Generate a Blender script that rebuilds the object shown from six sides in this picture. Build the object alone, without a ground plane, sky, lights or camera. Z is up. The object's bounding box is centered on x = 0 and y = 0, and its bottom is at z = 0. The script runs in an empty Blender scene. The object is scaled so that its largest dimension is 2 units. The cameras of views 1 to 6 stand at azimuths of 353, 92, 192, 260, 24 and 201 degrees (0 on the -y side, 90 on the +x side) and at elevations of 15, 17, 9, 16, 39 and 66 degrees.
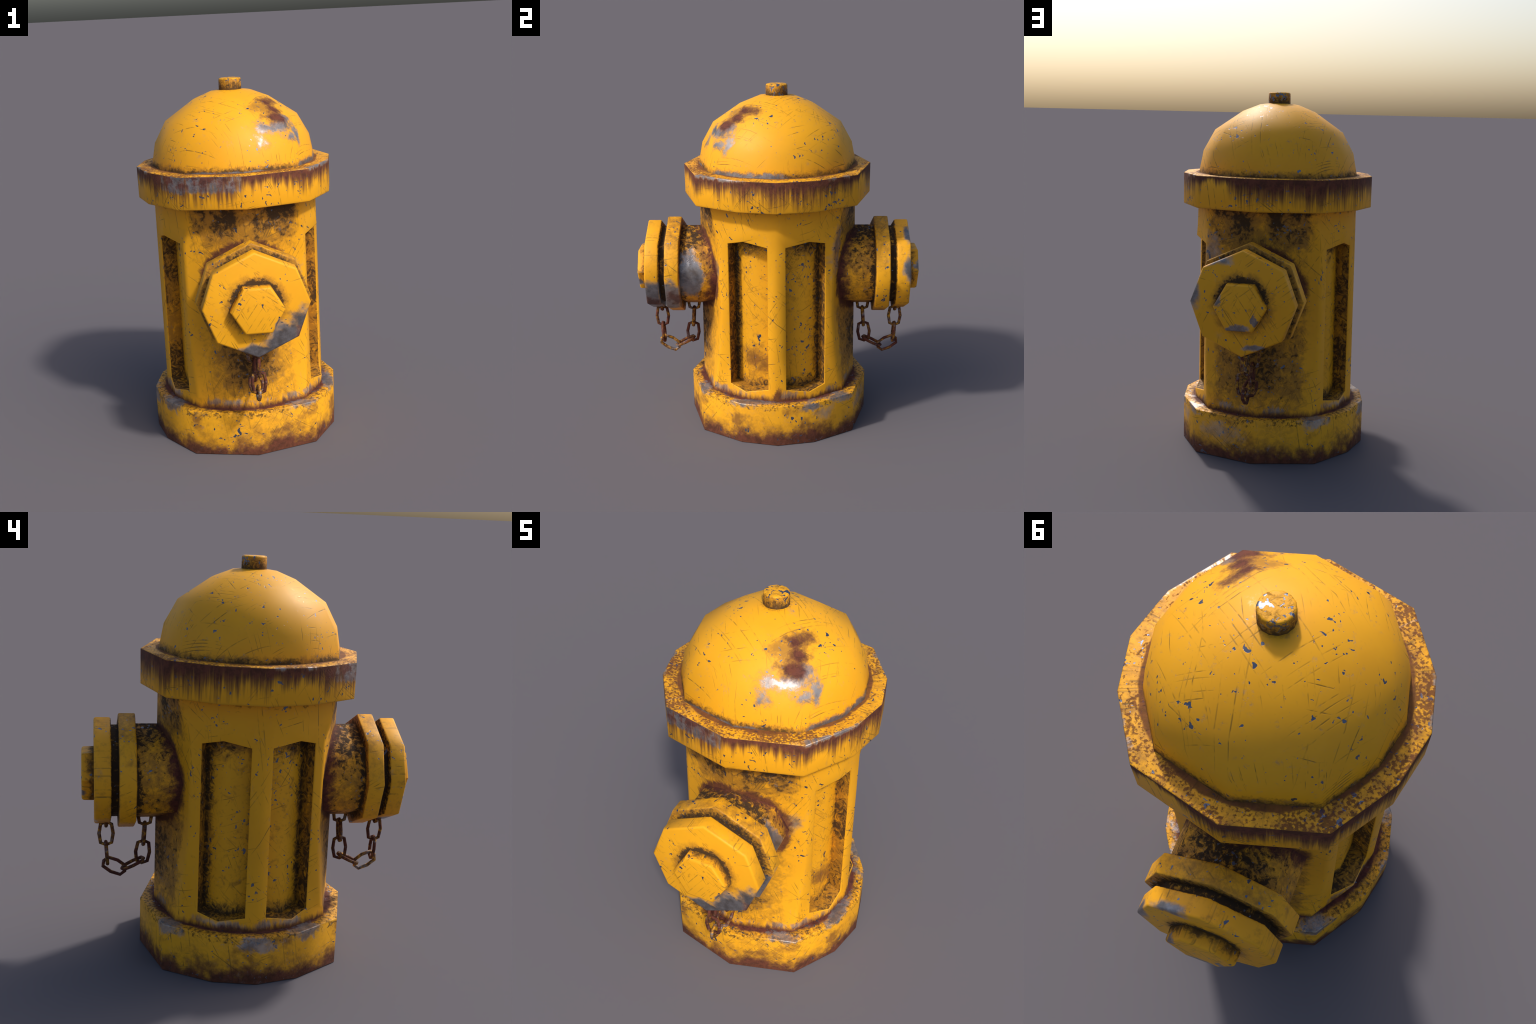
"""Weathered yellow fire hydrant: low-poly cast body, domed bonnet, two capped outlets with chains."""
import bpy, bmesh, math
from mathutils import Vector, Matrix

# ------------------------------------------------------------------ plan shape
# The casting is a twelve-sided prism that is symmetric in x and y.
# One quadrant of its plan: (azimuth from -y in degrees, relative radius)
QUADRANT = [(0.0, 1.0), (37.6, 1.040), (66.7, 0.994), (90.0, 1.0)]


def plan_ring():
    pts = []
    for a, k in QUADRANT:
        pts.append((a, k))
    for a, k in reversed(QUADRANT[:-1]):
        pts.append((180 - a, k))
    for a, k in QUADRANT[1:]:
        pts.append((180 + a, k))
    for a, k in reversed(QUADRANT[1:-1]):
        pts.append((360 - a, k))
    return [(k * math.sin(math.radians(a)), -k * math.cos(math.radians(a))) for a, k in pts]


PLAN = plan_ring()

# ------------------------------------------------------------------ mesh helpers


def finish_mesh(name, bm, mats, parent, smooth_angle=40.0):
    bmesh.ops.recalc_face_normals(bm, faces=bm.faces[:])
    lim = math.radians(smooth_angle)
    for f in bm.faces:
        f.smooth = True
    for e in bm.edges:
        if len(e.link_faces) == 2 and e.calc_face_angle(0.0) > lim:
            e.smooth = False
    me = bpy.data.meshes.new(name)
    bm.to_mesh(me)
    bm.free()
    for m in mats:
        me.materials.append(m)
    ob = bpy.data.objects.new(name, me)
    bpy.context.scene.collection.objects.link(ob)
    ob.parent = parent
    return ob


def bevel_edges(bm, test, width, segments=3):
    edges = [e for e in bm.edges if test(e)]
    if edges:
        bmesh.ops.bevel(bm, geom=edges, offset=width, offset_type='OFFSET', segments=segments,
                        profile=0.5, affect='EDGES', clamp_overlap=True)


def lathe_plan(rings, close_bottom=True, close_top=True):
    """Loft through scaled copies of the plan: rings = [(scale, z), ...]"""
    bm = bmesh.new()
    rows = []
    for s, z in rings:
        rows.append([bm.verts.new((s * x, s * y, z)) for x, y in PLAN])
    n = len(PLAN)
    for a, b in zip(rows, rows[1:]):
        for i in range(n):
            bm.faces.new((a[i], a[(i + 1) % n], b[(i + 1) % n], b[i]))
    if close_bottom:
        bm.faces.new(list(reversed(rows[0])))
    if close_top:
        bm.faces.new(rows[-1])
    return bm


def prism_y(sides, radius, y0, y1, zc, phase=0.0, side=1, bevel=0.0, taper=1.0):
    """Regular prism along y; phase 0 puts a corner at the top."""
    bm = bmesh.new()
    rows = []
    for y, k in ((y0, 1.0), (y1, taper)):
        row = []
        for i in range(sides):
            t = math.radians(phase) + 2 * math.pi * i / sides
            if sides == 8 and i % 2:     # the diagonal corners sit a little closer to the horizontal
                t += math.radians(4.5) * (1 if i in (1, 5) else -1)
            row.append(bm.verts.new((k * radius * math.sin(t), side * y, zc + k * radius * math.cos(t))))
        rows.append(row)
    for i in range(sides):
        j = (i + 1) % sides
        bm.faces.new((rows[0][i], rows[0][j], rows[1][j], rows[1][i]))
    bm.faces.new(rows[0])
    bm.faces.new(rows[1])
    bmesh.ops.recalc_face_normals(bm, faces=bm.faces[:])
    if bevel:
        bevel_edges(bm, lambda e: e.calc_face_angle(0) > math.radians(70), bevel, 3)
    return bm


# ------------------------------------------------------------------ material node helpers
class Nodes:
    """Tiny expression layer over a shader node tree."""

    def __init__(self, name):
        self.mat = bpy.data.materials.new(name)
        self.mat.use_nodes = True
        self.t = self.mat.node_tree
        self.t.nodes.clear()
        self.co = self.t.nodes.new('ShaderNodeTexCoord').outputs['Object']
        sp = self.t.nodes.new('ShaderNodeSeparateXYZ')
        self.t.links.new(self.co, sp.inputs[0])
        self.x, self.y, self.z = sp.outputs
        self.p = list(sp.outputs)
        self.warp(0.09, 11.0, 4.0)

    def put(self, sock, v):
        if hasattr(v, 'links'):
            self.t.links.new(v, sock)
        else:
            sock.default_value = v

    def m(self, op, a, b=0.0, c=0.0, clamp=False):
        n = self.t.nodes.new('ShaderNodeMath')
        n.operation = op
        n.use_clamp = clamp
        for i, v in enumerate((a, b, c)):
            self.put(n.inputs[i], v)
        return n.outputs[0]

    def add(self, a, b): return self.m('ADD', a, b)
    def sub(self, a, b): return self.m('SUBTRACT', a, b)
    def mul(self, a, b): return self.m('MULTIPLY', a, b)
    def mx(self, a, b): return self.m('MAXIMUM', a, b)
    def mn(self, a, b): return self.m('MINIMUM', a, b)
    def ab(self, a): return self.m('ABSOLUTE', a)
    def inv(self, a): return self.m('SUBTRACT', 1.0, a)

    def sum(self, *v):
        r = v[0]
        for k in v[1:]:
            r = self.add(r, k)
        return r

    def most(self, *v):
        r = v[0]
        for k in v[1:]:
            r = self.mx(r, k)
        return r

    def step(self, v, lo, hi, a=0.0, b=1.0):
        n = self.t.nodes.new('ShaderNodeMapRange')
        n.interpolation_type = 'SMOOTHSTEP'
        if lo > hi:
            lo, hi, a, b = hi, lo, b, a
        for i, k in enumerate((v, lo, hi, a, b)):
            self.put(n.inputs[i], k)
        return n.outputs[0]

    def lin(self, v, lo, hi, a=0.0, b=1.0):
        n = self.t.nodes.new('ShaderNodeMapRange')
        for i, k in enumerate((v, lo, hi, a, b)):
            self.put(n.inputs[i], k)
        return n.outputs[0]

    def band(self, v, lo, hi, s):
        return self.mul(self.step(v, lo - s, lo + s), self.step(v, hi + s, hi - s))

    def vec(self, x, y, z=0.0):
        n = self.t.nodes.new('ShaderNodeCombineXYZ')
        for i, v in enumerate((x, y, z)):
            self.put(n.inputs[i], v)
        return n.outputs[0]

    def mapped(self, vec, scale=(1, 1, 1), rot=(0, 0, 0), loc=(0, 0, 0)):
        n = self.t.nodes.new('ShaderNodeMapping')
        self.put(n.inputs[0], vec)
        n.inputs['Location'].default_value = loc
        n.inputs['Rotation'].default_value = [math.radians(a) for a in rot]
        n.inputs['Scale'].default_value = scale
        return n.outputs[0]

    def noise(self, scale, detail=5.0, rough=0.6, vec=None, distortion=0.0, off=0.0):
        n = self.t.nodes.new('ShaderNodeTexNoise')
        v = self.co if vec is None else vec
        if off:
            v = self.mapped(v, loc=(off, off * 0.7, -off * 1.3))
        self.put(n.inputs['Vector'], v)
        n.inputs['Scale'].default_value = scale
        n.inputs['Detail'].default_value = detail
        n.inputs['Roughness'].default_value = rough
        n.inputs['Distortion'].default_value = distortion
        # stretch the usable range of the noise to about 0..1
        return self.lin(n.outputs[0], 0.28, 0.72)

    def cells(self, vec, scale=1.0, dims='2D'):
        n = self.t.nodes.new('ShaderNodeTexVoronoi')
        n.voronoi_dimensions = dims
        self.put(n.inputs['Vector'], vec)
        n.inputs['Scale'].default_value = scale
        sp = self.t.nodes.new('ShaderNodeSeparateColor')
        self.t.links.new(n.outputs['Color'], sp.inputs[0])
        return n.outputs['Distance'], sp.outputs[0], sp.outputs[1]

    def azimuth(self):
        return self.m('ARCTAN2', self.x, self.mul(self.y, -1.0))

    def radius(self):
        return self.m('SQRT', self.add(self.mul(self.x, self.x), self.mul(self.y, self.y)))

    def warp(self, amount, scale, detail=3.0):
        """bend the coordinates used by near() so that patches get irregular outlines"""
        n = self.t.nodes.new('ShaderNodeTexNoise')
        self.put(n.inputs['Vector'], self.co)
        n.inputs['Scale'].default_value = scale
        n.inputs['Detail'].default_value = detail
        sp = self.t.nodes.new('ShaderNodeSeparateColor')
        self.t.links.new(n.outputs['Color'], sp.inputs[0])
        self.p = [self.add(c, self.mul(self.sub(k, 0.5), amount)) for c, k in zip((self.x, self.y, self.z), sp.outputs)]

    def near(self, c, r):
        """1 at the centre c, 0 on the ellipsoid with radii r, negative outside."""
        px, py, pz = self.p
        d = self.add(self.m('POWER', self.mul(self.sub(px, c[0]), 1 / r[0]), 2.0),
                     self.add(self.m('POWER', self.mul(self.sub(py, c[1]), 1 / r[1]), 2.0),
                              self.m('POWER', self.mul(self.sub(pz, c[2]), 1 / r[2]), 2.0)))
        return self.inv(self.m('SQRT', d))

    def eaten(self, place, grain, amp=1.0, soft=0.12):
        """placement mask (0..1) broken up by a grain noise into a patch with ragged edges"""
        v = self.add(place, self.mul(self.sub(grain, 0.5), amp))
        return self.step(v, 0.5 - soft, 0.5 + soft)

    def mix(self, f, a, b):
        n = self.t.nodes.new('ShaderNodeMix')
        n.data_type = 'RGBA'
        self.put(n.inputs[0], f)
        for s, v in ((n.inputs[6], a), (n.inputs[7], b)):
            if hasattr(v, 'links'):
                self.t.links.new(v, s)
            else:
                s.default_value = (*v, 1.0)
        return n.outputs[2]


YELLOW = (0.850, 0.392, 0.010)
YELLOW_DEEP = (0.730, 0.310, 0.008)
SCRATCH = (0.075, 0.055, 0.014)
SMEAR = (0.235, 0.105, 0.018)
DIRT = (0.026, 0.016, 0.010)
RUST = (0.128, 0.035, 0.021)
RUST_DARK = (0.068, 0.019, 0.013)
STEEL = (0.33, 0.34, 0.37)
STEEL_DARK = (0.16, 0.165, 0.185)
CHIP = (0.13, 0.15, 0.21)  # bare grey metal, darkened and tinted blue with the sky's reflection baked in


def surface_plane(N, kind):
    """two surface coordinates in metres for chips and scratches"""
    if kind == 'barrel':
        return N.vec(N.mul(N.azimuth(), 0.5), N.z)
    if kind == 'dome':      # azimuthal unrolling of the bonnet
        r = N.radius()
        th = N.m('ARCTAN2', r, N.sub(N.z, 1.50))
        k = N.m('DIVIDE', N.mul(th, 0.45), N.mx(r, 0.001))
        return N.vec(N.mul(N.x, k), N.mul(N.y, k))
    if kind == 'outlet':    # around the y axis
        a = N.m('ARCTAN2', N.x, N.sub(N.z, 0.927))
        return N.vec(N.mul(a, 0.27), N.y)
    return N.vec(N.x, N.z)


def scratch_mask(N, uv, density=1.0, seed=0.0):
    """short straight scores in a few directions"""
    out = None
    brk = N.noise(26, 2, 0.5, off=3.1 + seed)
    for i, (ang, fx, fy, keep) in enumerate(((38, 1.1, 64, 0.34), (-55, 1.3, 70, 0.32), (82, 1.0, 60, 0.26), (-14, 2.6, 74, 0.18), (63, 3.6, 84, 0.22))):
        v = N.mapped(uv, loc=(seed + i * 3.7, i * 1.9, 0), rot=(0, 0, ang))
        v = N.mapped(v, scale=(fx, fy, 1))
        d, c1, c2 = N.cells(v)
        line = N.mul(N.step(d, 0.24, 0.05), N.step(c1, keep * density + 0.02, keep * density - 0.02))
        line = N.mul(line, N.lin(c2, 0, 1, 0.40, 1.0))
        out = line if out is None else N.mx(out, line)
    return N.mul(out, N.step(brk, 0.2, 0.7))


def chip_mask(N, amount=0.0, seed=0.0):
    """small flaked-off spots in loose clusters"""
    cl = N.noise(5.5, 2, 0.5, off=1.3 + seed)
    a = N.noise(44, 2.0, 0.5, off=5.7 + seed, distortion=0.4)
    b = N.noise(25, 2.2, 0.6, off=9.1 + seed, distortion=0.7)
    k = N.add(N.mul(N.sub(cl, 0.5), 0.30), amount)
    return N.mx(N.step(N.add(a, k), 0.94, 0.99), N.step(N.add(b, k), 1.01, 1.05))


def finish(N, uv_kind='barrel', smear=0.0, dirt=0.0, rust=0.0, metal=0.0, chips=0.0, scratch=1.0, seed=0.0,
           rust_under_metal=True, gloss=0.56):
    """paint, scores, grime, rust and bare steel, one over the other"""
    tone = N.noise(3.2, 4, 0.6, off=seed + 0.4)
    col = N.mix(N.step(tone, 0.15, 0.85), YELLOW, YELLOW_DEEP)
    col = N.mix(0.35, N.mix(0.0, YELLOW, YELLOW), col)
    uv = surface_plane(N, uv_kind)
    sc = N.mul(scratch_mask(N, uv, scratch, seed), 0.72) if scratch else 0.0
    col = N.mix(N.mul(smear, 0.75) if hasattr(smear, 'links') else smear, col, SMEAR)
    col = N.mix(sc, col, SCRATCH)
    col = N.mix(dirt, col, DIRT)
    rt = N.noise(30, 4, 0.7, off=seed + 7.7)
    rcol = N.mix(N.step(rt, 0.2, 0.8), RUST, RUST_DARK)
    ch = chip_mask(N, chips, seed) if chips is not None else 0.0
    mt = N.noise(14, 5, 0.65, off=seed + 12.0)
    steel = N.mix(N.step(mt, 0.2, 0.85), STEEL, STEEL_DARK)
    steel = N.mix(N.mul(ch, N.inv(metal)), steel, CHIP)
    m_all = N.mx(metal, ch)
    if rust_under_metal:
        col = N.mix(rust, col, rcol)
        col = N.mix(m_all, col, steel)
        met = m_all
        dull = N.mx(rust, dirt)
    else:
        col = N.mix(m_all, col, steel)
        col = N.mix(rust, col, rcol)
        met = N.mul(m_all, N.inv(rust))
        dull = N.mx(rust, dirt)
    bs = N.t.nodes.new('ShaderNodeBsdfPrincipled')
    out = N.t.nodes.new('ShaderNodeOutputMaterial')
    N.t.links.new(bs.outputs[0], out.inputs[0])
    N.t.links.new(col, bs.inputs['Base Color'])
    N.put(bs.inputs['Metallic'], N.mul(met, 0.85))
    rough = N.lin(dull, 0, 1, gloss, 0.85)
    rough = N.add(N.mul(rough, N.inv(met)), N.mul(met, 0.36))
    N.t.links.new(rough, bs.inputs['Roughness'])
    bs.inputs['Specular IOR Level'].default_value = 0.32
    bump = N.t.nodes.new('ShaderNodeBump')
    bump.inputs['Strength'].default_value = 0.35
    bump.inputs['Distance'].default_value = 0.004
    h = N.sub(N.mul(N.mx(rust, dirt), N.mul(rt, 0.9)), N.mul(N.mx(m_all, sc), 0.5))
    N.t.links.new(h, bump.inputs['Height'])
    N.t.links.new(bump.outputs[0], bs.inputs['Normal'])
    return N.mat


# ------------------------------------------------------------------ materials


def deg(N, a_deg):
    """cosine-shaped lobe about an azimuth: 1 on it, falling to -1 opposite"""
    a = math.radians(a_deg)
    r = N.mx(N.radius(), 0.01)
    return N.m('DIVIDE', N.add(N.mul(N.x, math.sin(a)), N.mul(N.y, -math.cos(a))), r)


def lobe(N, a_deg, half):
    """mask 1 on azimuth a, 0 beyond +-half degrees"""
    return N.step(deg(N, a_deg), math.cos(math.radians(half)), math.cos(math.radians(half * 0.3)))


def mat_base():
    N = Nodes('painted_base_casting')
    g = N.noise(16, 6, 0.68)
    gl = N.noise(5, 4, 0.6, off=2.0)
    gf = N.noise(48, 4, 0.7, off=4.0)
    r = N.radius()
    # rust creeping up from the ground line
    low = N.lin(N.z, 0.0, 0.13, 0.98, 0.0)
    rust = N.mul(N.eaten(N.add(low, N.mul(N.sub(gl, 0.5), 0.55)), g, 0.50, 0.30), 0.95)
    # rust line in the corner below the barrel
    corner = N.mul(N.lin(r, 0.455, 0.500, 1.05, 0.0), N.step(N.z, 0.2, 0.22))
    rust = N.mx(rust, N.eaten(N.mul(corner, 1.1), g, 0.6, 0.32))
    patch = N.eaten(N.mul(N.band(N.z, 0.08, 0.235, 0.04), N.step(gl, 0.45, 1.0)), g, 0.5, 0.4)
    rust = N.mx(rust, N.mul(patch, 0.6))
    smear = N.most(N.eaten(N.add(N.lin(N.z, 0.0, 0.18, 0.95, 0.1), N.mul(N.sub(gl, 0.5), 0.5)), g, 0.7, 0.4),
                   N.mul(N.step(r, 0.535, 0.49), N.eaten(0.5, N.noise(30, 4, 0.7, off=8, distortion=1.0), 1.0, 0.3)),
                   N.mul(N.step(gl, 0.45, 1.0), 0.5))
    dirt = N.mul(N.eaten(N.mul(N.step(N.z, 0.17, 0.24), 0.42), gf, 0.9, 0.15), 0.8)
    sh = N.band(N.z, 0.165, 0.26, 0.02)
    spots = N.most(N.near((-0.53, -0.01, 0.20), (0.08, 0.11, 0.045)),
                   N.near((0.40, 0.38, 0.24), (0.10, 0.10, 0.035)),
                   N.near((0.48, 0.20, 0.225), (0.08, 0.07, 0.03)),
                   N.near((-0.34, 0.43, 0.23), (0.10, 0.09, 0.05)),
                   N.near((0.28, -0.44, 0.245), (0.12, 0.06, 0.03)),
                   N.near((0.46, -0.15, 0.245), (0.05, 0.17, 0.03)),
                   N.near((-0.45, -0.26, 0.235), (0.09, 0.12, 0.05)))
    dull = N.most(N.near((0.20, 0.50, 0.15), (0.17, 0.10, 0.06)), N.near((0.46, 0.28, 0.17), (0.08, 0.08, 0.05)))
    mg = N.noise(26, 6, 0.78, off=5.5, distortion=0.5)
    metal = N.mx(N.mul(N.eaten(N.mul(N.lin(spots, -0.3, 0.7), N.step(N.z, 0.08, 0.14)), mg, 1.1, 0.32), 0.75),
                 N.mul(N.eaten(N.lin(dull, -0.3, 0.9), mg, 0.9, 0.45), 0.5))
    return finish(N, 'barrel', smear, dirt, rust, metal, chips=0.0, scratch=0.7, seed=0.0, rust_under_metal=True)


def barrel_masks(N):
    g = N.noise(20, 6, 0.68, distortion=0.5)
    gl = N.noise(6, 4, 0.6, off=2.0)
    gf = N.noise(34, 6, 0.68, off=4.0, distortion=0.6)
    az = N.azimuth()
    streak = N.noise(1.0, 5, 0.7, vec=N.vec(N.mul(az, 22.0), N.mul(N.z, 12.0)))
    # rust line and pale frayed edge at the foot
    foot = N.lin(N.z, 0.225, 0.292, 1.1, 0.0)
    rust = N.mul(N.eaten(N.add(foot, N.mul(N.sub(gl, 0.5), 0.3)), streak, 0.45, 0.32), 0.95)
    fray = N.mul(N.band(N.z, 0.248, 0.292, 0.022), N.step(gl, 0.25, 0.75))
    metal = N.mul(N.eaten(N.mul(fray, 0.72), streak, 0.8, 0.34), 0.75)
    # rust halo where the outlets leave the barrel
    q = N.m('SQRT', N.add(N.mul(N.x, N.x), N.m('POWER', N.sub(N.z, 0.927), 2.0)))
    halo = N.mul(N.lin(q, 0.236, 0.282, 0.95, 0.0), N.step(N.ab(N.y), 0.25, 0.3))
    rust = N.mx(rust, N.mul(N.eaten(N.add(halo, N.mul(N.sub(gl, 0.5), 0.35)), g, 0.7, 0.36), N.mul(N.step(halo, 0.0, 0.25), 0.92)))
    # run of rust at the foot of the middle rib on the +x side
    run = N.mul(N.near((0.455, 0.0, 0.26), (0.06, 0.05, 0.11)), 1.1)
    rust = N.mx(rust, N.mul(N.eaten(run, g, 0.6, 0.25), 0.9))
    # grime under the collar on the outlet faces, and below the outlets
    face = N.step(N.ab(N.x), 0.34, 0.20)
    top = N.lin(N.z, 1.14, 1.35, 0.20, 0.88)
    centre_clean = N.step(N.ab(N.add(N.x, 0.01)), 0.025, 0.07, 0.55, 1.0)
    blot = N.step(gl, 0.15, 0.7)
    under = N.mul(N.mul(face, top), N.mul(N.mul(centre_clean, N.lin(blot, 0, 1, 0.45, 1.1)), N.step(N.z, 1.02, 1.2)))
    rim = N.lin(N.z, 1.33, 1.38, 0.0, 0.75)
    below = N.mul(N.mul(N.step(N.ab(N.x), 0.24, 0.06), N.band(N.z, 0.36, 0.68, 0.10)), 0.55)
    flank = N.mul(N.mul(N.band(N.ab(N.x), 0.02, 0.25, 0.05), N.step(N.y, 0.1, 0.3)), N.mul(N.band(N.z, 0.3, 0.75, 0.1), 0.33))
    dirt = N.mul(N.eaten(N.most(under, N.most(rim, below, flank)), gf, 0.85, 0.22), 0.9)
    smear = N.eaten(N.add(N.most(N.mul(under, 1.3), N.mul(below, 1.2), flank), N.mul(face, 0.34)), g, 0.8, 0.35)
    # worn steel beside the outlets
    worn = N.most(N.near((0.30, 0.38, 1.08), (0.10, 0.12, 0.20)), N.near((0.28, -0.40, 0.98), (0.07, 0.10, 0.10)))
    worn = N.mul(N.eaten(N.lin(worn, -0.1, 0.8), N.noise(16, 5, 0.7, off=6.0), 0.7, 0.35), 0.65)
    return smear, dirt, rust, N.mx(metal, worn), gf


def mat_barrel():
    N = Nodes('painted_barrel_casting')
    smear, dirt, rust, metal, gf = barrel_masks(N)
    return finish(N, 'barrel', smear, dirt, rust, metal, chips=0.0, scratch=0.7, seed=0.0, rust_under_metal=False)


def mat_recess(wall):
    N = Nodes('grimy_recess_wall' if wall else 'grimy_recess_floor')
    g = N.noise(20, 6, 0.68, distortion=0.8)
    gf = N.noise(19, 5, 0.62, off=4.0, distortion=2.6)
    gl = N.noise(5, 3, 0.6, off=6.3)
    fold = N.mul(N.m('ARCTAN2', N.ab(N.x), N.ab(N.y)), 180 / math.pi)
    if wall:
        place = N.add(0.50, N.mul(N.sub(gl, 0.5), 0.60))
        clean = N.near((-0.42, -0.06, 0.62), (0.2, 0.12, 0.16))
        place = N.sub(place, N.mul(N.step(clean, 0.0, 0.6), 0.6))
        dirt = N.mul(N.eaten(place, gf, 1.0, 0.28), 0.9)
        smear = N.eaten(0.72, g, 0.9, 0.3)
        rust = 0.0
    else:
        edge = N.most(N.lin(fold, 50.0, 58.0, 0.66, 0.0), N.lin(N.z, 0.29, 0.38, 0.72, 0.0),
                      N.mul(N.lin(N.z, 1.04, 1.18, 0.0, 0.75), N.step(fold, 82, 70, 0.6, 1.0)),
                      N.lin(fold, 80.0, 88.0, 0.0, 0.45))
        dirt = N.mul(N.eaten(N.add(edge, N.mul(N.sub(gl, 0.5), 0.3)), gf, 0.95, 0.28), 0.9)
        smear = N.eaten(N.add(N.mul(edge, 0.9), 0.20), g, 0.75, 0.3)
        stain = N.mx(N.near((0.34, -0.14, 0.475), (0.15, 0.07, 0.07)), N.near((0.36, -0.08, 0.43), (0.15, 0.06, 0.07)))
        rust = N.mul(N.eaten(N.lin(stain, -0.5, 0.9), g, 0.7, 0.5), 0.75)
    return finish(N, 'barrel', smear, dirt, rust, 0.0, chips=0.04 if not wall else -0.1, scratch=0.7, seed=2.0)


def mat_collar():
    N = Nodes('painted_collar_casting')
    az = N.azimuth()
    r = N.radius()
    g = N.noise(16, 6, 0.68)
    gl = N.noise(3.6, 3, 0.6, off=2.4)
    streak = N.noise(1.0, 4, 0.65, vec=N.vec(N.mul(az, 46.0), N.mul(N.z, 3.0)))
    side = N.step(N.z, 1.5415, 1.5445, 1.0, 0.0)
    # rust bleeding down from the top edge, thin in two places
    depth = N.sum(0.072, N.mul(N.sub(gl, 0.5), 0.055), N.mul(lobe(N, 210, 55), 0.016), N.mul(lobe(N, 330, 34), 0.020),
                  N.mul(N.mx(lobe(N, 8, 20), lobe(N, 153, 16)), -0.035))
    run = N.noise(1.0, 3, 0.6, vec=N.vec(N.mul(az, 9.0), 0.0), off=6.0)
    depth = N.mx(N.add(depth, N.mul(N.sub(run, 0.55), 0.055)), 0.010)
    down = N.m('DIVIDE', N.sub(1.546, N.z), depth)      # 0 at the edge, 1 at the end of the bleed
    rust_side = N.mul(N.eaten(N.lin(down, 0.1, 1.8, 1.0, 0.0), streak, 0.62, 0.34), N.mul(side, 0.96))
    # speckled rust on the flat top, heavier towards the corner with the bonnet
    speck = N.noise(84, 3, 0.55, off=3.0)
    mid = N.noise(9, 3, 0.6, off=1.0)
    toplace = N.sum(N.mul(N.step(mid, 0.1, 0.9), 0.36), 0.30, N.mul(lobe(N, 85, 40), -0.14))
    rust_top = N.mul(N.eaten(toplace, speck, 0.9, 0.14), N.inv(side))
    groove = N.mul(N.eaten(N.lin(r, 0.455, 0.478, 0.95, 0.0), N.noise(9, 4, 0.6, off=5.0), 0.8, 0.2), N.inv(side))
    rust = N.mx(rust_side, N.mx(N.mul(rust_top, 0.8), N.mul(groove, 0.85)))
    smear = N.mx(N.mul(N.eaten(N.lin(down, 0.6, 2.6, 0.85, 0.0), streak, 0.7, 0.3), side), N.mul(N.eaten(0.42, g, 0.8, 0.3), N.inv(side)))
    ms = N.noise(1.0, 4, 0.65, vec=N.vec(N.mul(az, 20.0), N.mul(N.z, 9.0)), off=4.0)
    flank = N.mul(N.mul(lobe(N, 333, 36), N.band(N.z, 1.455, 1.56, 0.02)), N.lin(side, 0, 1, 0.35, 1.0))
    lip = N.mul(N.most(lobe(N, 52, 26), N.mul(lobe(N, 284, 18), 0.8), N.mul(lobe(N, 128, 16), 0.7)), N.lin(N.z, 1.515, 1.54, 0.0, 0.64))
    lip = N.mul(lip, N.step(r, 0.510, 0.53))
    metal = N.mul(N.eaten(N.mx(N.mul(flank, 0.70), lip), ms, 0.75, 0.24), 0.85)
    rust = N.mul(rust, N.inv(N.mul(metal, N.step(N.add(g, N.mul(lip, 0.5)), 0.35, 0.75))))
    low = N.mul(N.step(N.z, 1.385, 1.372), 0.35)
    return finish(N, 'barrel', N.mx(smear, low), 0.0, rust, metal, chips=0.03, scratch=0.8, seed=4.0, rust_under_metal=False)


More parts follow.
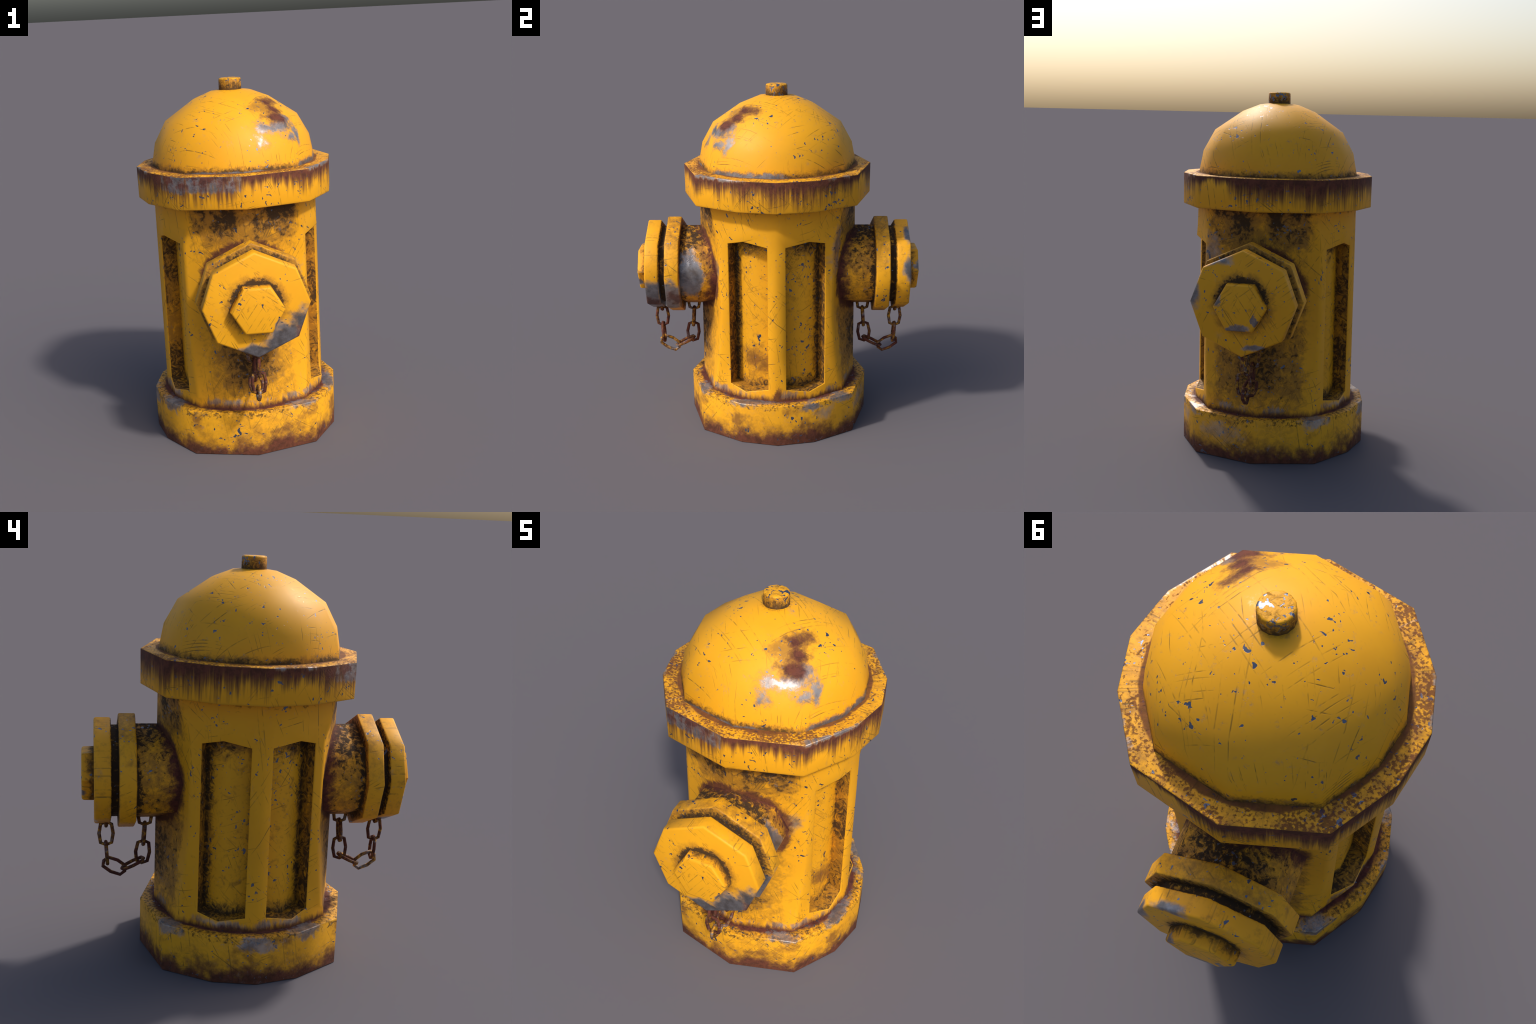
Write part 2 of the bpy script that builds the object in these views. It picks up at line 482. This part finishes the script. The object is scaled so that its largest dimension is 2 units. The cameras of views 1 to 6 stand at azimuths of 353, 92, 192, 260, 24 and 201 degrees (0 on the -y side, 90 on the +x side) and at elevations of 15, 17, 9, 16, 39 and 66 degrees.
def mat_bonnet():
    N = Nodes('painted_bonnet_casting')
    N.warp(0.07, 14.0, 5.0)
    g = N.noise(24, 6, 0.75)
    gl = N.noise(6, 3, 0.6, off=2.0)
    gf = N.noise(50, 4, 0.7, off=4.0)
    # the knocked patch: two rust cores joined by a neck, steel below with runs
    core = N.most(N.near((0.213, -0.276, 1.797), (0.085, 0.070, 0.052)), N.near((0.188, -0.172, 1.876), (0.062, 0.058, 0.042)),
                  N.sub(N.near((0.203, -0.224, 1.842), (0.055, 0.09, 0.07)), 0.05),
                  N.sub(N.near((0.222, -0.115, 1.880), (0.06, 0.06, 0.035)), 0.22))
    around = N.most(N.near((0.160, -0.345, 1.755), (0.080, 0.06, 0.036)), N.near((0.235, -0.300, 1.755), (0.080, 0.07, 0.036)),
                    N.near((0.260, -0.262, 1.785), (0.05, 0.05, 0.045)), N.sub(N.near((0.312, -0.266, 1.712), (0.03, 0.04, 0.055)), 0.05),
                    N.sub(N.near((0.115, -0.405, 1.690), (0.04, 0.05, 0.055)), 0.22), N.sub(N.near((0.280, -0.312, 1.695), (0.045, 0.05, 0.03)), 0.2))
    halo = N.most(core, N.mul(around, 0.6), N.sub(N.near((0.135, -0.245, 1.858), (0.08, 0.07, 0.03)), 0.1))
    smear = N.mul(N.eaten(N.lin(halo, -0.6, 0.7), g, 0.75, 0.36), 0.9)
    rust = N.mul(N.eaten(N.lin(core, -0.35, 0.85), g, 0.50, 0.36), 0.97)
    metal = N.mul(N.eaten(N.lin(around, -0.55, 0.95), g, 1.0, 0.36), 0.85)
    foot = N.lin(N.z, 1.545, 1.60, 0.75, 0.0)
    dirt = N.mul(N.eaten(N.mul(foot, N.lin(gl, 0, 1, 0.5, 1.15)), gf, 0.6, 0.2), 0.8)
    crown = N.mul(N.step(N.radius(), 0.085, 0.064), 0.5)
    smear = N.most(smear, N.eaten(N.mul(foot, 1.1), g, 0.7, 0.3), N.mul(N.eaten(crown, gf, 0.8, 0.3), 0.7))
    edge = N.mx(N.mul(lobe(N, 68, 40), N.lin(N.z, 1.545, 1.595, 1.0, 0.0)), N.mul(lobe(N, 350, 40), N.lin(N.z, 1.545, 1.565, 0.8, 0.0)))
    metal = N.mx(metal, N.mul(N.eaten(N.mul(edge, 0.85), g, 0.6, 0.2), 0.85))
    return finish(N, 'dome', smear, dirt, rust, metal, chips=0.012, scratch=0.85, seed=1.0, rust_under_metal=False, gloss=0.54)


def mat_nut():
    N = Nodes('painted_top_nut')
    g = N.noise(45, 5, 0.7, distortion=1.0)
    dirt = N.mul(N.eaten(N.lin(N.z, 1.935, 1.985, 0.85, 0.34), g, 0.7, 0.25), 0.85)
    smear = N.eaten(N.step(N.z, 1.998, 1.990, 0.15, 0.62), N.noise(30, 4, 0.7, off=3), 0.7, 0.3)
    return finish(N, 'dome', smear, dirt, 0.0, 0.0, chips=0.18, scratch=1.0, seed=3.4)


def mat_pipe():
    N = Nodes('painted_outlet_pipe')
    ay = N.ab(N.y)
    g = N.noise(20, 6, 0.7)
    gf = N.noise(36, 6, 0.7, off=4.0, distortion=0.5)
    gl = N.noise(6, 3, 0.6, off=6.3)
    rust = N.eaten(N.lin(N.sub(ay, N.mul(N.sub(0.0, N.mul(N.ab(N.x), 0.30)), 1.0)), 0.425, 0.515, 1.0, 0.0), g, 0.7, 0.36)
    ends = N.mx(N.lin(ay, 0.52, 0.565, 0.2, 0.75), N.step(ay, 0.6, 0.64, 0.0, 0.64))
    upper = N.lin(N.z, 0.95, 1.15, 0.25, 0.62)
    dirt = N.mul(N.eaten(N.add(N.mx(ends, upper), N.mul(N.sub(gl, 0.5), 0.3)), gf, 0.9, 0.16), 0.95)
    smear = N.eaten(0.55, g, 0.8, 0.3)
    worn = N.near((0.22, -0.51, 0.93), (0.16, 0.10, 0.17))
    metal = N.mul(N.eaten(N.lin(worn, -0.1, 0.6), N.noise(14, 5, 0.65, off=9.0), 0.8, 0.28), 0.9)
    return finish(N, 'outlet', smear, dirt, rust, metal, chips=-0.02, scratch=0.8, seed=5.0, rust_under_metal=False)


def mat_flange():
    N = Nodes('painted_outlet_flange')
    ay = N.ab(N.y)
    g = N.noise(20, 6, 0.7)
    gf = N.noise(46, 5, 0.72, off=4.0)
    q = N.m('SQRT', N.add(N.mul(N.x, N.x), N.m('POWER', N.sub(N.z, 0.927), 2.0)))
    faces = N.mx(N.step(ay, 0.572, 0.566), N.step(ay, 0.642, 0.648))
    dirt = N.mul(N.eaten(N.mul(faces, N.lin(q, 0.235, 0.29, 0.72, 0.2)), gf, 0.8, 0.25), 0.92)
    smear = N.eaten(N.mx(N.mul(faces, 0.7), N.lin(N.z, 0.9, 1.2, 0.2, 0.5)), g, 0.7, 0.3)
    worn = N.near((0.23, -0.61, 0.80), (0.17, 0.12, 0.15))
    metal = N.mul(N.eaten(N.lin(worn, -0.1, 0.7), N.noise(14, 5, 0.65, off=9.0), 0.8, 0.28), 0.85)
    rr = N.near((0.25, -0.60, 0.80), (0.06, 0.05, 0.07))
    rust = N.mul(N.eaten(N.lin(rr, -0.1, 0.8), g, 0.7, 0.25), 0.8)
    return finish(N, 'outlet', smear, dirt, rust, metal, chips=0.02, scratch=0.8, seed=6.0, rust_under_metal=False)


def mat_cap():
    N = Nodes('painted_outlet_cap')
    ay = N.ab(N.y)
    g = N.noise(20, 6, 0.7)
    gf = N.noise(50, 5, 0.72, off=4.0)
    q = N.m('SQRT', N.add(N.mul(N.x, N.x), N.m('POWER', N.sub(N.z, 0.927), 2.0)))
    front = N.step(ay, 0.758, 0.764)
    ring = N.mul(N.mul(N.lin(q, 0.122, 0.170, 0.85, 0.0), front), N.lin(N.z, 0.80, 1.0, 0.45, 1.0))
    back = N.mul(N.step(ay, 0.692, 0.686), 0.60)
    dirt = N.mul(N.eaten(N.mx(ring, back), gf, 0.7, 0.18), 0.92)
    smear = N.mx(N.mul(N.eaten(N.mul(N.lin(q, 0.12, 0.20, 0.9, 0.0), front), g, 0.6, 0.3), 0.85), N.mul(N.eaten(0.25, g, 0.7, 0.3), N.inv(front)))
    # front cap: knocked along its lower right rim; rear cap: upper rim and a spot below
    worn = N.most(N.near((0.15, -0.74, 0.735), (0.165, 0.14, 0.110)), N.near((0.23, -0.70, 0.82), (0.10, 0.14, 0.13)),
                  N.near((0.00, -0.76, 0.675), (0.13, 0.14, 0.065)))
    rear = N.most(N.near((0.16, 0.76, 1.16), (0.14, 0.05, 0.05)), N.near((-0.06, 0.77, 0.70), (0.07, 0.03, 0.025)),
                  N.near((0.26, 0.76, 1.0), (0.05, 0.05, 0.14)))
    ms = N.noise(13, 5, 0.65, off=9.0)
    metal = N.mul(N.eaten(N.lin(N.mx(worn, rear), -0.1, 0.6), ms, 0.7, 0.36), 0.95)
    rr = N.most(N.near((0.22, -0.75, 0.76), (0.06, 0.10, 0.07)), N.near((0.20, -0.70, 0.72), (0.05, 0.06, 0.06)))
    rust = N.mul(N.eaten(N.lin(rr, -0.1, 0.8), g, 0.6, 0.3), 0.85)
    return finish(N, 'face', smear, dirt, rust, metal, chips=0.0, scratch=0.7, seed=7.3, rust_under_metal=False)


def mat_cap_nut():
    N = Nodes('painted_cap_nut')
    g = N.noise(24, 6, 0.7, distortion=0.6)
    ay = N.ab(N.y)
    root = N.lin(ay, 0.768, 0.82, 0.7, 0.1)
    dirt = N.mul(N.eaten(root, g, 0.8, 0.25), 0.7)
    smear = N.eaten(N.mul(root, 1.1), g, 0.7, 0.3)
    worn = N.most(N.near((0.02, 0.84, 0.81), (0.10, 0.05, 0.035)), N.near((-0.09, 0.84, 0.85), (0.03, 0.05, 0.05)),
                  N.near((0.12, 0.83, 0.97), (0.035, 0.06, 0.06)), N.near((0.11, -0.83, 0.83), (0.05, 0.04, 0.05)))
    metal = N.mul(N.eaten(N.lin(worn, -0.1, 0.7), g, 0.7, 0.2), 0.9)
    return finish(N, 'face', smear, dirt, 0.0, metal, chips=0.02, scratch=1.0, seed=8.0)


def mat_chain():
    N = Nodes('rusty_chain_steel')
    oi = N.t.nodes.new('ShaderNodeObjectInfo')
    rnd = oi.outputs['Random']
    off = N.mul(rnd, 7.0)
    v = N.vec(N.add(N.x, off), N.add(N.y, N.mul(off, 1.7)), N.z)
    g = N.noise(30, 5, 0.7, vec=v)
    g2 = N.noise(55, 4, 0.7, vec=v, off=3.0)
    rust = N.eaten(N.lin(rnd, 0, 1, 0.35, 0.80), g, 0.9, 0.25)
    dirt = N.mul(N.eaten(0.48, g2, 0.9, 0.2), 0.8)
    metal = N.mul(N.eaten(N.lin(rnd, 0, 1, 0.38, 0.15), N.noise(26, 4, 0.7, vec=v, off=6.0), 0.8, 0.2), 0.7)
    return finish(N, 'face', N.eaten(0.65, g2, 0.9, 0.3), dirt, rust, metal, chips=None, scratch=0, seed=9.0)


# ------------------------------------------------------------------ parts


def build_base(parent):
    bm = lathe_plan([(0.532, 0.0), (0.532, 0.243), (0.44, 0.241)])
    bevel_edges(bm, lambda e: all(abs(v.co.z - 0.243) < 1e-4 for v in e.verts), 0.005, 2)
    return finish_mesh('base', bm, [mat_base()], parent, 55)


def build_collar(parent):
    bm = lathe_plan([(0.44, 1.372), (0.540, 1.370), (0.541, 1.546), (0.44, 1.545)])
    bevel_edges(bm, lambda e: all(abs(math.hypot(v.co.x, v.co.y)) > 0.5 for v in e.verts)
                and abs(e.verts[0].co.z - e.verts[1].co.z) < 1e-3, 0.005, 2)
    return finish_mesh('collar', bm, [mat_collar()], parent, 50)


def build_bonnet(parent):
    bm = lathe_plan([(0.455, 1.530), (0.455, 1.545), (0.431, 1.669), (0.366, 1.786), (0.208, 1.893), (0.112, 1.931), (0.03, 1.942)],
                    close_bottom=True)
    return finish_mesh('bonnet', bm, [mat_bonnet()], parent, 60)


def build_top_nut(parent):
    bm = bmesh.new()
    bmesh.ops.create_cone(bm, cap_ends=True, segments=14, radius1=0.0625, radius2=0.0615, depth=0.075,
                          matrix=Matrix.Translation((0, 0, 1.9625)))
    bevel_edges(bm, lambda e: all(v.co.z > 1.99 for v in e.verts) and e.calc_face_angle(0) > 1, 0.009, 3)
    return finish_mesh('top_nut', bm, [mat_nut()], parent, 40)


def build_barrel(parent):
    """Quarter plan columns swept through rows; the two side windows of each flank are sunk inwards."""
    k = 0.456
    q = [(k * a * math.sin(math.radians(t)), k * a * math.cos(math.radians(t))) for t, a in QUADRANT]

    def lerp(a, b, f): return (a[0] + (b[0] - a[0]) * f, a[1] + (b[1] - a[1]) * f)
    foot = [(1.011 * a, 1.011 * b) for a, b in q]
    # columns: front middle, beside the outlet root, shoulder, frame edge, window middle, rib edge, rib
    def ring_cols(p): return [p[0], lerp(p[0], p[1], 0.74), p[1], lerp(p[1], p[2], 0.52), p[2], lerp(p[2], p[3], 0.71), p[3]]
    mid = [(0.0, 0.457), (0.241, 0.357), (0.325, 0.324), (0.3435, 0.2725), (0.424, 0.1825), (0.4370, 0.0520), (0.457, 0.0)]
    low = [(0.0, 0.460), (0.228, 0.386), (0.305, 0.361), (0.3475, 0.2735), (0.426, 0.1835), (0.4390, 0.0525), (0.460, 0.0)]
    Z = [[0.200] * 7, [0.236] * 7, [0.300, 0.300, 0.300, 0.307, 0.288, 0.305, 0.300], [0.520] * 7, [0.720] * 7,
         [1.155, 1.155, 1.155, 1.155, 1.186, 1.154, 1.155], [1.240] * 7, [1.390] * 7]
    up = [lerp(a, b, 0.55) for a, b in zip(ring_cols(q), mid)]
    waist = [lerp(a, b, 0.30) for a, b in zip(low, mid)]
    waist[1], waist[2] = (0.236, 0.366), (0.318, 0.337)
    chest = [lerp(a, b, 0.55) for a, b in zip(low, mid)]
    chest[1], chest[2] = (0.236, 0.340), (0.325, 0.322)
    P = [ring_cols(foot), ring_cols(foot), low, waist, chest, mid, up, ring_cols(q)]
    bm = bmesh.new()
    cache = {}

    def V(p):
        key = tuple(round(c, 5) for c in p)
        if key not in cache:
            cache[key] = bm.verts.new(p)
        return cache[key]

    inward = 0.088
    recess_edges = []
    for sx in (1, -1):
        for sy in (1, -1):
            def pt(r, c, depth=0.0):
                x, y = P[r][c]
                return V((sx * (x - depth * 0.918), sy * (y - depth * 0.395), Z[r][c]))

            def quad(ps, mi):
                ps = [p for i, p in enumerate(ps) if p not in ps[:i]]
                f = bm.faces.new(ps)
                f.material_index = mi
                return f
            for r in range(len(P) - 1):
                for c in range(6):
                    if r in (2, 3, 4) and c in (3, 4):
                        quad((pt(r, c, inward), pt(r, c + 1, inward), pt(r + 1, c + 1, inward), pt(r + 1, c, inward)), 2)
                        continue
                    quad((pt(r, c), pt(r, c + 1), pt(r + 1, c + 1), pt(r + 1, c)), 0)
            for r in (2, 3, 4):
                for c in (3, 5):
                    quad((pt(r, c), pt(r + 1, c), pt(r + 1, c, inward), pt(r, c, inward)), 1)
            for r in (2, 5):
                for c in (3, 4):
                    quad((pt(r, c), pt(r, c + 1), pt(r, c + 1, inward), pt(r, c, inward)), 1)
    bmesh.ops.recalc_face_normals(bm, faces=bm.faces[:])
    bevel_edges(bm, lambda e: len(e.link_faces) == 2 and e.link_faces[0].material_index == 0 and e.link_faces[1].material_index == 0
                and e.calc_face_angle(0) > math.radians(18)
                and all(0.30 < abs(v.co.x) < 0.33 and abs(v.co.y) > 0.32 for v in e.verts), 0.016, 3)
    bevel_edges(bm, lambda e: len(e.link_faces) == 2 and {f.material_index for f in e.link_faces} == {0, 1}, 0.004, 2)
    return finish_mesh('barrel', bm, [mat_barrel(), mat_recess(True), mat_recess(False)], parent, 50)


# centre line of one link: eight corners, slightly squared ellipse (half width, half length)
LINK_W, LINK_L, LINK_BAR = 0.0355, 0.0610, 0.0093
LINK_PTS = [(LINK_W * a, LINK_L * b) for a, b in ((0, 1), (0.77, 0.82), (1, 0), (0.77, -0.82), (0, -1), (-0.77, -0.82), (-1, 0), (-0.77, 0.82))]
# links of one chain: (y, z, lean of the top towards the barrel in degrees, turned edge-on)
CHAIN = [(0.707, 0.6985, 0, True), (0.707, 0.5985, 0, False), (0.704, 0.4935, -4, True), (0.666, 0.421, -61, False),
         (0.572, 0.433, 64, True), (0.522, 0.4955, 4, False), (0.5155, 0.595, 4, True), (0.512, 0.703, 0, False)]


def link_mesh(mat):
    """eight-cornered ring bent from a six-sided bar, standing in the y-z plane"""
    bm = bmesh.new()
    n = len(LINK_PTS)
    rows = []
    bar = LINK_BAR
    for i, (a, b) in enumerate(LINK_PTS):
        p0, p1 = LINK_PTS[i - 1], LINK_PTS[(i + 1) % n]
        t = Vector((p1[0] - p0[0], p1[1] - p0[1])).normalized()
        nrm = Vector((-t.y, t.x))
        row = []
        for k in range(8):
            w = 2 * math.pi * k / 8
            o = nrm * (bar * math.cos(w))
            row.append(bm.verts.new((bar * math.sin(w), a + o.x, b + o.y)))
        rows.append(row)
    for i in range(n):
        A, B = rows[i], rows[(i + 1) % n]
        for k in range(8):
            bm.faces.new((A[k], A[(k + 1) % 8], B[(k + 1) % 8], B[k]))
    bmesh.ops.recalc_face_normals(bm, faces=bm.faces[:])
    for f in bm.faces:
        f.smooth = True
    me = bpy.data.meshes.new('chain_link')
    bm.to_mesh(me)
    bm.free()
    me.materials.append(mat)
    return me


def build_outlets(parent):
    pm, fm, cm, nm = mat_pipe(), mat_flange(), mat_cap(), mat_cap_nut()
    zc = 0.9275
    link = link_mesh(mat_chain())
    for side in (-1, 1):
        bm = prism_y(8, 0.244, 0.30, 0.600, zc, 0, side)
        neck = prism_y(8, 0.238, 0.610, 0.720, zc, 0, side)
        tmp = bpy.data.meshes.new('tmp')
        neck.to_mesh(tmp)
        neck.free()
        bm.from_mesh(tmp)
        bpy.data.meshes.remove(tmp)
        outlet = finish_mesh('outlet', bm, [pm], parent, 50)
        finish_mesh('flange', prism_y(8, 0.2955, 0.5650, 0.6495, zc, 0, side, 0.008), [fm], outlet, 50)
        finish_mesh('cap', prism_y(8, 0.2750, 0.6840, 0.7670, zc, 0, side, 0.011), [cm], outlet, 50)
        finish_mesh('cap_nut', prism_y(6, 0.139, 0.760, 0.8270, zc - 0.009, 30, side, 0.012, 0.985), [nm], outlet, 35)
        for y, z, tilt, turned in CHAIN:
            ob = bpy.data.objects.new('chain_link', link)
            bpy.context.scene.collection.objects.link(ob)
            ob.parent = outlet
            rx = Matrix.Rotation(math.radians(tilt) * side, 4, 'X')
            spin = Matrix.Rotation(math.radians(90 if turned else 0), 4, 'Z')
            ob.matrix_local = Matrix.Translation((0.0, side * y, z)) @ rx @ spin


def main():
    root = bpy.data.objects.new('fire_hydrant', None)
    bpy.context.scene.collection.objects.link(root)
    root['label'] = 'weathered yellow cast-iron fire hydrant with two chained caps'
    root['category'] = 'fire hydrant'
    build_base(root)
    build_barrel(root)
    build_collar(root)
    build_bonnet(root)
    build_top_nut(root)
    build_outlets(root)


main()
